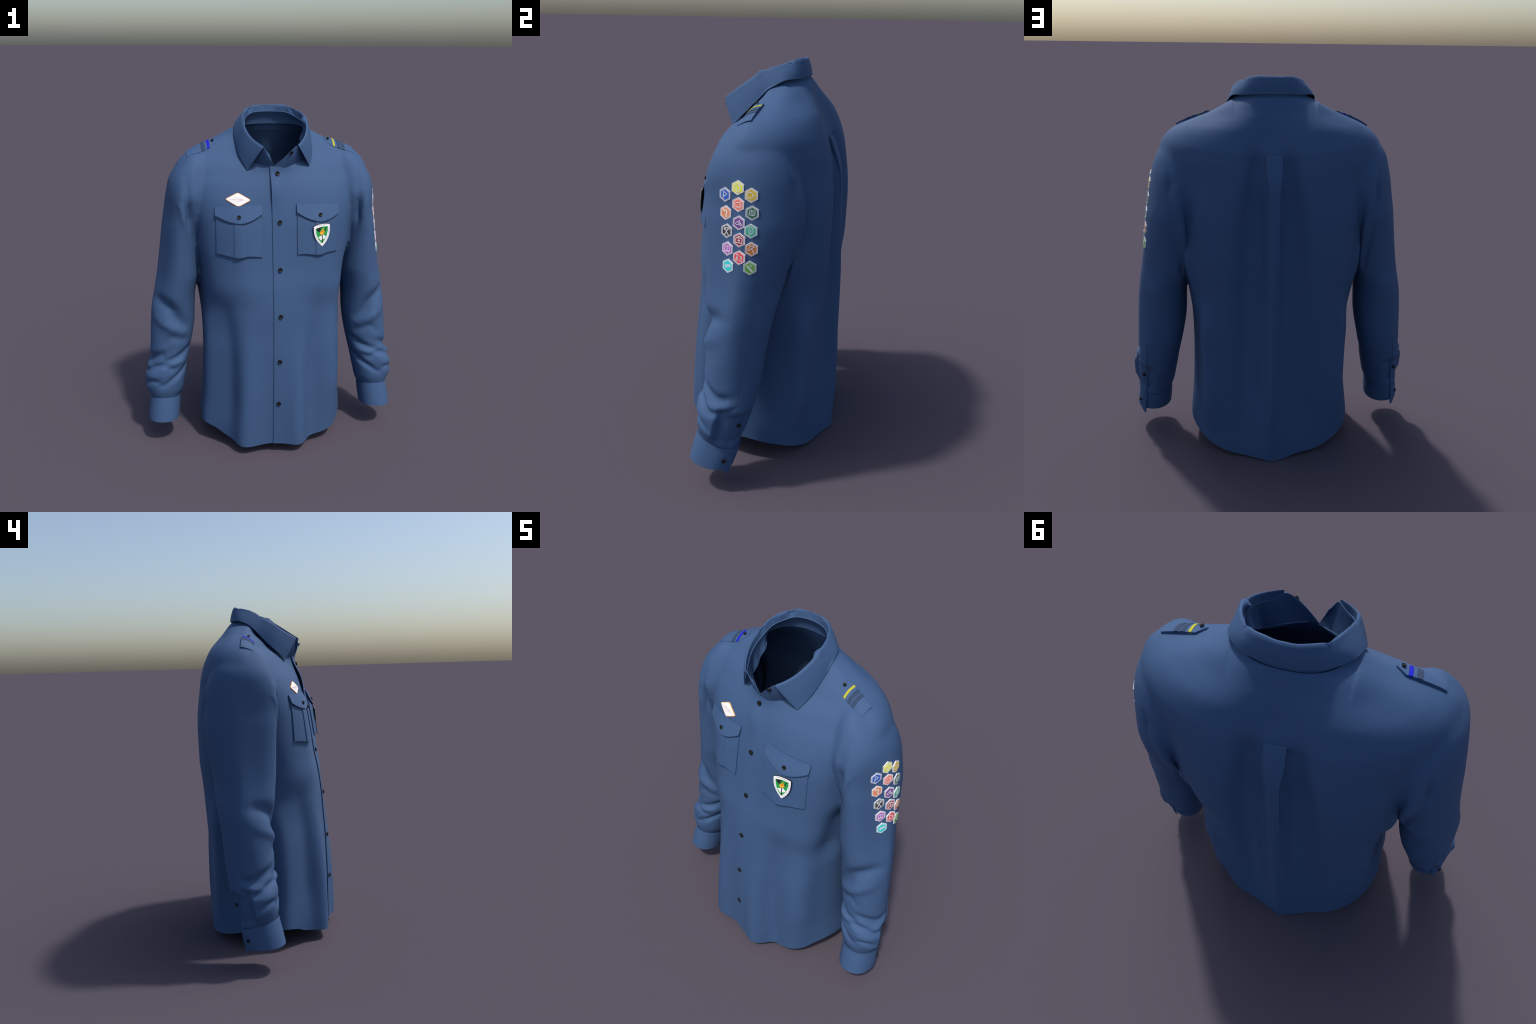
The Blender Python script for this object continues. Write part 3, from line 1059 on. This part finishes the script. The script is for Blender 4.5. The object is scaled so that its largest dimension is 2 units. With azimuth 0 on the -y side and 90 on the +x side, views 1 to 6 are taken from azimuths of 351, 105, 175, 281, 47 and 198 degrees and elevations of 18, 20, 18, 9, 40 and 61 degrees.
# --------------------------------------------------- cuffs, sleeve plackets
def cuff_and_placket(side, sleeve):
    flip = np.array([side, 1, 1])
    ax0 = (CUFF_END - CUFF_TOP)
    deg = np.linspace(-62, 325, 150)
    O, I = np.zeros((150, 16, 3)), np.zeros((150, 16, 3))
    for i, d in enumerate(deg):
        lift_ = 0.004 + 0.004 * float(smooth(10, -62, d)) - 0.005 * float(smooth(285, 320, d))
        for j, t in enumerate(np.linspace(0, 1, 16)):
            rx, ry = 0.0865 + 0.003 * t, 0.100 + 0.004 * t
            tilt = 0.30 - 0.20 * t
            c, s = math.cos(math.radians(d)), math.sin(math.radians(d))
            p = 2 / 2.15
            ux, uy = math.copysign(abs(c) ** p, c), -math.copysign(abs(s) ** p, s)
            ctr = CUFF_TOP + ax0 * t
            roll = 0.0015 * math.sin(math.pi * t)
            for G, k_ in ((O, lift_ + roll), (I, lift_ - 0.005)):
                dx, dy = ux * (rx + k_), uy * (ry + k_)
                G[i, j] = ctr + np.array([dx, dy, -tilt * dy])
                # the lower corner of the overlap hangs down in a point
                G[i, j] += np.array([0, 0.0, -0.030]) * float(smooth(-36, -62, d)) * t
    cuff = add_object("cuff", slab("cuff", O * flip, I * flip), sleeve, M_CLOTH)
    k = int(np.argmin(abs(deg + 36)))
    n = np.cross(O[k + 1, 8] - O[k - 1, 8], O[k, 9] - O[k, 7])
    n = n / np.linalg.norm(n)
    if n @ (O[k, 8] - (CUFF_TOP + CUFF_END) / 2) < 0:
        n = -n
    add_button((O[k, 8] + n * 0.0035) * flip, n * flip, 0.0105, cuff)
    # placket: a narrow pointed strip above the cuff
    mid_deg = pchip([0.24, 0.39, 0.57], [-47, -56, -51])
    nz, nw = 60, 13
    O, I = np.zeros((nw, nz, 3)), np.zeros((nw, nz, 3))
    for j, z in enumerate(np.linspace(0.245, 0.588, nz)):
        for i, s in enumerate(np.linspace(-1, 1, nw)):
            point = 0.030 * abs(s) * float(smooth(0.46, 0.588, z))
            d = float(mid_deg(z)) + s * math.degrees(0.023 / 0.11)
            p = sleeve_ring(z - point, np.array([math.radians(d)]), 1)[0]
            q, m = snap(p * flip)
            h = 0.0022 + 0.0035 * float(smooth(0.5, 0.3, z)) * (0.5 - 0.5 * s)
            O[i, j] = q + m * h
            I[i, j] = q - m * 0.002
    plk = add_object("sleeve_placket", slab("sleeve_placket", O, I), sleeve, M_CLOTH)
    p = sleeve_ring(0.39, np.array([math.radians(-56.5)]), 1)[0]
    q, m = snap(p * flip)
    add_button(q + m * 0.0085, m, 0.0105, plk)


cuff_and_placket(1, OBJ["left_sleeve"])
cuff_and_placket(-1, OBJ["right_sleeve"])


# -------------------------------------------------------------- arm badges
def hexagon(r):
    return [(r * math.cos(math.radians(30 + 60 * k)), r * math.sin(math.radians(30 + 60 * k))) for k in range(6)]


def icon(kind):
    """Line drawings in badge units (radius 1): list of (points, closed, width) and filled polygons."""
    L, P, W = [], [], 0.075
    if kind == "pennant":
        L.append(([(-.25, -.52), (-.20, .44), (.34, .08), (-.22, -.24)], False, W))
    elif kind == "tree":
        L += [(circle(0, .10, .38, .36, -70, 250, 30), False, W), ([(-.11, -.26), (-.09, -.56), (.12, -.56), (.10, -.26)], True, W),
              (circle(.2, .22, .08, .08, 0, 360, 12), True, .05), ([(-.2, .08), (-.12, -.04)], False, .06)]
    elif kind == "disc_dots":
        L.append((circle(-.14, 0, .36), True, W))
        P += [circle(.34, 0, .065, n=12), circle(.53, 0, .065, n=12)]
    elif kind == "megaphone":
        L.append(([(-.48, .14), (.28, .34), (.34, -.32), (-.44, -.22)], True, .085))
        L.append((circle(-.05, -.26, .13, .10, 180, 360, 10), False, .06))
        P += [circle(.47, a, .035, n=8) for a in (.2, .02, -.16)]
    elif kind == "stream":
        L.append((catmull([(-.34, .38), (-.2, .2), (0, .34), (.22, .12), (.16, -.1), (.08, -.24), (.2, -.46)], 24), False, .13))
    elif kind == "map":
        L.append(([(-.36, -.30), (-.14, -.20), (.10, -.32), (.34, -.20), (.36, .36), (.12, .24), (-.10, .36), (-.32, .26)], True, .065))
        L += [([(-.14, -.20), (-.10, .36)], False, .065), ([(.10, -.32), (.12, .24)], False, .065)]
    elif kind == "tents":
        L += [([(-.46, -.14), (-.06, .26), (.02, -.20), (-.24, -.24)], True, .07), ([(-.06, .26), (.12, .36), (.18, -.18), (.0, -.22)], True, .07),
              (circle(.3, -.16, .13, .11, 0, 360, 14), True, .07), ([(.14, .36), (.2, .0)], False, .07)]
    elif kind == "tools":
        L += [([(-.30, .36), (.32, -.50)], False, .085), ([(.22, .30), (-.26, -.50)], False, .085),
              (circle(.12, .14, .34, .28, 20, 140, 12), False, .085)]
        P.append([(-.48, .26), (-.30, .06), (-.08, .34), (-.24, .48)])
    elif kind == "leaf":
        L += [([(x * (1 + .06 * math.cos(9 * k)), y) for k, (x, y) in enumerate(circle(.02, .08, .27, .40, -110, 250, 30))], True, .06),
              ([(.06, .20), (-.04, -.10)], False, .07), ([(-.10, -.30), (-.20, -.54)], False, .08)]
    elif kind == "first_aid":
        L.append(([(-.42, -.34), (.42, -.34), (.44, .20), (.36, .28), (-.36, .28), (-.44, .20)], True, .09))
        L.append(([(-.16, .30), (-.12, .44), (.12, .44), (.16, .30)], False, .09))
        L += [([(-.12, -.04), (.12, -.04)], False, .10), ([(0, -.16), (0, .08)], False, .10)]
    elif kind == "book":
        L.append(([(-.38, -.30), (0, -.22), (.36, -.26), (.38, .32), (.02, .36), (-.36, .28)], True, .075))
        L += [([(0, -.2), (.02, .36)], False, .07), ([(-.36, -.38), (0, -.30), (.38, -.34)], False, .06)]
    elif kind == "umbrella":
        L.append((catmull([(-.44, -.14), (-.32, .16), (-.06, .40), (.24, .40), (.36, .28), (.14, .18), (0, .10), (-.16, -.02), (-.26, -.12)], 24), True, .065))
        L += [([(0, .10), (.34, -.48)], False, .085), ([(-.22, .46), (-.14, .34)], False, .07)]
    elif kind == "tripod":
        L += [([(-.26, .20), (-.46, -.34)], False, .06), ([(-.26, .30), (-.26, -.40)], False, .06), ([(-.26, .20), (-.06, -.38)], False, .06),
              ([(-.36, .38), (-.14, .38)], False, .07), ([(-.08, .20), (.12, .20), (.02, .42)], True, .06),
              ([(.16, -.42), (.22, .12), (.30, .28), (.38, .12), (.46, -.42)], True, .07)]
    elif kind == "spirals":
        for cx, cy, r in ((-.17, -.04, .27), (.26, .06, .20)):
            t = np.linspace(0, 4.2 * math.pi, 44)
            rr = r * (1 - .8 * t / t[-1])
            L.append((np.stack([cx + rr * np.cos(t), cy + rr * np.sin(t)], 1), False, .05))
    elif kind == "tube":
        P.append([(-.48, .26), (-.34, .38), (.40, -.40), (.28, -.54), (.16, -.48)])
        P += [circle(.02, .30, .10, .08, n=8), circle(.16, .44, .07, n=8), circle(.26, .20, .08, n=8)]
    return L, P


def badge_material(name, rgb):
    return new_material(name, srgb(*rgb), 0.8, 0.2, vary=0.04)


BADGES = [
    ((0.619, -0.036, 1.452), "pennant", (58, 102, 190), "blue"), ((0.630, -0.031, 1.375), "stream", (226, 140, 95), "apricot"),
    ((0.641, -0.021, 1.297), "tools", (66, 66, 68), "charcoal"), ((0.653, -0.014, 1.220), "book", (176, 106, 186), "violet"),
    ((0.666, -0.008, 1.145), "spirals", (55, 205, 208), "cyan"),
    ((0.630, 0.027, 1.490), "tree", (238, 238, 76), "yellow"), ((0.642, 0.031, 1.419), "megaphone", (246, 132, 112), "coral"),
    ((0.656, 0.037, 1.342), "tents", (122, 74, 148), "purple"), ((0.665, 0.043, 1.268), "first_aid", (156, 44, 54), "crimson"),
    ((0.673, 0.047, 1.191), "tripod", (228, 70, 78), "red"),
    ((0.630, 0.090, 1.462), "disc_dots", (222, 188, 64), "gold"), ((0.644, 0.098, 1.388), "map", (64, 112, 88), "pine"),
    ((0.657, 0.096, 1.311), "leaf", (78, 182, 150), "jade"), ((0.667, 0.103, 1.232), "umbrella", (206, 124, 66), "orange"),
    ((0.677, 0.100, 1.149), "tube", (110, 174, 78), "green"),
]
R_BADGE = 0.0325
for pos, kind, rgb, cname in BADGES:
    q, n = snap(pos)
    q = q + n * 0.0025
    nn = np.array([n[0], n[1], n[2] * 0.6])
    r_, u_, n_ = frame(q, nn)
    surf = plane_map(q - n_ * 0.002, r_, u_, n_)
    s = Solid(surf)
    s.plate(hexagon(R_BADGE), -0.006, 0.0020)
    badge = add_object("arm_badge", s.mesh("arm_badge"), ROOT, M_WHITE)
    mat = badge_material("badge_" + cname, rgb)
    f = Solid(surf).plate(hexagon(R_BADGE * 0.74), 0.001, 0.0028)
    # coloured twill line inside the white border
    f.ribbon(dense(hexagon(R_BADGE * 0.88), True, 0.4), R_BADGE * 0.045, 0.001, 0.0024, True)
    add_object("badge_field", f.mesh("badge_field"), badge, mat)
    ic = Solid(surf)
    L, P = icon(kind)
    for pts, closed, w_ in L:
        ic.ribbon(np.asarray(dense(pts, closed, 0.3)) * R_BADGE * 1.08, w_ * 1.3 * R_BADGE, 0.0025, 0.0034, closed)
    for poly in P:
        ic.plate([(a * R_BADGE, b * R_BADGE) for a, b in poly], 0.0025, 0.0034)
    add_object("badge_emblem", ic.mesh("badge_emblem"), badge, M_WHITE)

# ------------------------------------------------------------ diamond badge
M_ORANGE = new_material("orange_thread", srgb(246, 176, 100), 0.8, 0.2)
M_MAUVE = new_material("mauve_thread", (0.52, 0.36, 0.42), 0.8, 0.2)
M_PEACH = new_material("peach_thread", (0.85, 0.62, 0.42), 0.8, 0.2)
M_BRIGHT = new_material("bright_white_thread", (0.90, 0.89, 0.90), 0.8, 0.2, vary=0.01)


def rounded_rhombus(a, b, k, n=10):
    c = [np.array(v) for v in ((a, 0.0), (0.0, b), (-a, 0.0), (0.0, -b))]
    out = []
    for i in range(4):
        p, q, r = c[i - 1], c[i], c[(i + 1) % 4]
        s, e = q + (p - q) * k, q + (r - q) * k
        for t in np.linspace(0, 1, n):
            out.append((1 - t) ** 2 * s + 2 * t * (1 - t) * q + t * t * e)
        for t in np.linspace(0, 1, 8)[1:-1]:
            nxt = c[(i + 2) % 4]
            e2 = r + (q - r) * k
            out.append(e * (1 - t) + e2 * t)
    return out


dq, dn = cast((-0.220, -1.2, 1.514), (0, 1, 0))
dr, du, dn = frame(dq, dn)
d_surf = lambda a, b, h: on_front(-0.220 + a, 1.514 + b - 0.03 * a, 0.0) + dn * h
diamond = Solid(d_surf)


def polar_plate(outline, h0, h1, surf, rings=6):
    o = np.array(outline)
    ts = np.linspace(0, 1, rings)[1:]
    n = len(o)
    V = [surf(0, 0, h1)] + [surf(*(p * t), h1) for t in ts for p in o] + [surf(*p, h0) for p in o]
    F = [(0, 1 + i, 1 + (i + 1) % n) for i in range(n)]
    for k in range(len(ts)):
        for i in range(n):
            j = (i + 1) % n
            F.append((1 + k * n + i, 1 + (k + 1) * n + i, 1 + (k + 1) * n + j, 1 + k * n + j))
    me = make_mesh("plate", V, F)
    bm = bmesh.new(); bm.from_mesh(me)
    bmesh.ops.recalc_face_normals(bm, faces=bm.faces)
    bm.to_mesh(me); bm.free()
    sharpen(me, 40)
    return me


me = polar_plate(rounded_rhombus(0.0720, 0.0385, 0.16), -0.002, 0.0036, d_surf); me.name = "diamond_badge"
dia = add_object("diamond_badge", me, ROOT, M_ORANGE)
me = polar_plate(rounded_rhombus(0.0665, 0.0350, 0.15), 0.001, 0.0041, d_surf); me.name = "diamond_field"
add_object("diamond_field", me, dia, M_BRIGHT)
m1, m2 = Solid(d_surf), Solid(d_surf)
t = np.linspace(0, 1, 40)
for sy in (1, -1):
    arc = np.stack([-0.026 + 0.052 * t, sy * (0.004 + 0.010 * np.sin(math.pi * np.clip(t * 1.7, 0, 1)))], 1)
    m1.ribbon(arc, 0.0011, 0.0037, 0.0046)
    arc2 = np.stack([0.026 - 0.054 * t, sy * (0.004 + 0.009 * np.sin(math.pi * np.clip(t * 1.7, 0, 1)))], 1)
    m2.ribbon(arc2, 0.0011, 0.0037, 0.0047)
rng = np.random.RandomState(11)
x = -0.050
while x < 0.051:                       # a line of tiny stitched lettering, too small to read
    wl = rng.uniform(0.0012, 0.0024)
    if rng.rand() > 0.12:
        hgt = rng.choice([0.0022, 0.0022, 0.0034])
        m1.ribbon([(x, -0.0011), (x, -0.0011 + hgt)], 0.0006, 0.0037, 0.0045)
        m1.ribbon([(x, rng.choice([-0.0009, 0.0002, 0.0010])), (x + wl * 0.7, rng.choice([-0.0009, 0.0010]))], 0.0005, 0.0037, 0.0045)
    x += wl
add_object("diamond_emblem", m1.mesh("diamond_emblem"), dia, M_MAUVE)
add_object("diamond_emblem", m2.mesh("diamond_emblem"), dia, M_PEACH)

# ------------------------------------------------------------- shield badge
M_GREEN = new_material("green_thread", srgb(40, 158, 72), 0.8, 0.2)
M_FLAME = new_material("amber_thread", srgb(250, 176, 52), 0.8, 0.2)
sp = on_front(0.238, 1.318, 0.0)
_, sn_ = cast((0.238, -1.2, 1.31), (0, 1, 0))
sr, su, sn_ = frame(sp, sn_ * np.array([0.75, 1, 0.8]))
sh = plane_map(sp + sn_ * 0.0180, sr, su, sn_)


def shield_outline(k=1.0, n=14):
    P = []
    top_e = [(-0.049, 0.044), (-0.025, 0.0535), (0.0, 0.0565), (0.026, 0.0565), (0.0495, 0.053)]
    right = [(0.0495, 0.053), (0.0495, 0.020), (0.042, -0.014), (0.026, -0.044), (0.002, -0.070)]
    left = [(0.002, -0.070), (-0.026, -0.040), (-0.042, -0.012), (-0.048, 0.014), (-0.049, 0.044)]
    for seg in (top_e, right, left):
        P += [tuple(q) for q in catmull(seg, n)[:-1]]
    c = np.array([0.0, 0.004])
    return [tuple(c + (np.array(q) - c) * k) for q in P][::-1]


shield = add_object("shield_badge", Solid(sh).plate(shield_outline(1.03), -0.006, 0.0).mesh("shield_badge"), pocket_l, M_BLACK)
add_object("shield_border", Solid(sh).plate(shield_outline(1.0), -0.002, 0.0012).mesh("shield_border"), shield, M_BRIGHT)
inner = [(-0.0365, 0.0335), (0.0, 0.0425), (0.0375, 0.0425), (0.0365, 0.016), (0.0285, -0.012), (0.016, -0.033), (0.0015, -0.053),
         (-0.017, -0.033), (-0.029, -0.011), (-0.035, 0.010)]
add_object("shield_field", Solid(sh).plate(inner[::-1], 0.0, 0.0020).mesh("shield_field"), shield, M_GREEN)
blk = Solid(sh)
blk.plate([(-0.0350, 0.0335), (-0.0085, 0.0400), (0.0030, 0.0415), (-0.0042, 0.0330), (-0.0095, 0.0305), (-0.0040, 0.0270), (-0.0125, 0.0190), (-0.0090, 0.0125), (-0.0190, 0.0140), (-0.0287, 0.0225)][::-1], 0.0015, 0.0027)
blk.ribbon([(0.002, -0.004), (0.0015, -0.046)], 0.0042, 0.0015, 0.0040)
blk.plate([(0.010, 0.013), (0.016, 0.022), (0.023, 0.024), (0.029, 0.025), (0.022, 0.018), (0.018, 0.012)][::-1], 0.0015, 0.0027)
blk.plate([(0.020, 0.024), (0.021, 0.037), (0.026, 0.039), (0.033, 0.036), (0.026, 0.034), (0.024, 0.027)][::-1], 0.0015, 0.0027)
blk.plate([(-0.006, 0.014), (0.002, 0.026), (0.010, 0.030), (0.013, 0.018), (0.008, 0.012)][::-1], 0.0015, 0.0027)
add_object("shield_silhouette", blk.mesh("shield_silhouette"), shield, M_BLACK)
fl = Solid(sh)
fl.plate([(-0.013, 0.009), (-0.009, 0.013), (-0.005, 0.019), (0.003, 0.025), (0.007, 0.034), (0.010, 0.026), (0.013, 0.018), (0.018, 0.014),
          (0.011, 0.004), (0.005, -0.003), (-0.002, -0.005), (-0.009, -0.001)][::-1], 0.002, 0.0032)
add_object("shield_flame", fl.mesh("shield_flame"), shield, M_FLAME)
dk = Solid(sh)
for a in ([(-0.004, 0.016), (0.002, 0.012), (0.004, 0.018)], [(0.004, 0.012), (0.008, 0.018)], [(0.001, 0.022), (0.006, 0.024)]):
    dk.ribbon(a, 0.0016, 0.003, 0.0036)
add_object("shield_silhouette", dk.mesh("shield_silhouette"), shield, M_BLACK)
wt = Solid(sh)
wt.plate([(-0.0225, -0.016), (-0.001, -0.007), (-0.001, -0.034), (-0.005, -0.036)], 0.0015, 0.0030)
wt.plate([(0.0045, -0.006), (0.009, -0.003), (0.025, -0.016), (0.013, -0.027), (0.0045, -0.029)], 0.0015, 0.0030)
add_object("shield_tents", wt.mesh("shield_tents"), shield, M_BRIGHT)

M_LETTER = new_material("grey_lettering", (0.34, 0.34, 0.35), 0.8, 0.2)


def text_outlines(word, size):
    cu = bpy.data.curves.new("lettering", "FONT")
    cu.body, cu.size, cu.align_x, cu.resolution_u = word, size, "CENTER", 2
    cu.space_character = 1.25
    tmp = bpy.data.objects.new("lettering", cu)
    bpy.context.collection.objects.link(tmp)
    me = bpy.data.meshes.new_from_object(tmp.evaluated_get(bpy.context.evaluated_depsgraph_get()))
    bpy.data.objects.remove(tmp)
    return me


me = text_outlines("MOUVEMENT", 0.0088)
V = get_co(me).copy()
arc = lambda a: 0.0455 + 0.0030 * (1 - ((a - 0.014) / 0.045) ** 2) + 0.0 * a
me.vertices.foreach_set("co", np.array([sh(a + 0.001, b + arc(a), 0.0019) for a, b, _ in V]).ravel())
me.update()
add_object("shield_lettering", me, shield, M_LETTER)
marks = Solid(sh)
rng = np.random.RandomState(5)
for seg in ([(0.0435, 0.036), (0.0425, 0.016), (0.035, -0.014), (0.021, -0.038), (0.006, -0.058)], [(-0.0425, 0.032), (-0.0415, 0.012), (-0.035, -0.012), (-0.021, -0.036), (-0.004, -0.057)]):
    c = catmull(seg, 60)
    t = np.gradient(c, axis=0); t /= np.linalg.norm(t, axis=1, keepdims=True)
    nn = np.stack([-t[:, 1], t[:, 0]], 1)
    for k in range(1, 59, 2):                  # tiny stitched lettering, too small to read
        if rng.rand() < 0.12:
            continue
        hgt = 0.0028
        marks.ribbon([c[k] - nn[k] * hgt, c[k] + nn[k] * hgt], 0.0005, 0.001, 0.0018)
        o_ = rng.choice([-1, 0, 1]) * hgt * 0.9
        marks.ribbon([c[k] + nn[k] * o_, c[k] + nn[k] * o_ + t[k] * 0.0016], 0.0005, 0.001, 0.0018)
add_object("shield_lettering", marks.mesh("shield_lettering"), shield, M_LETTER)
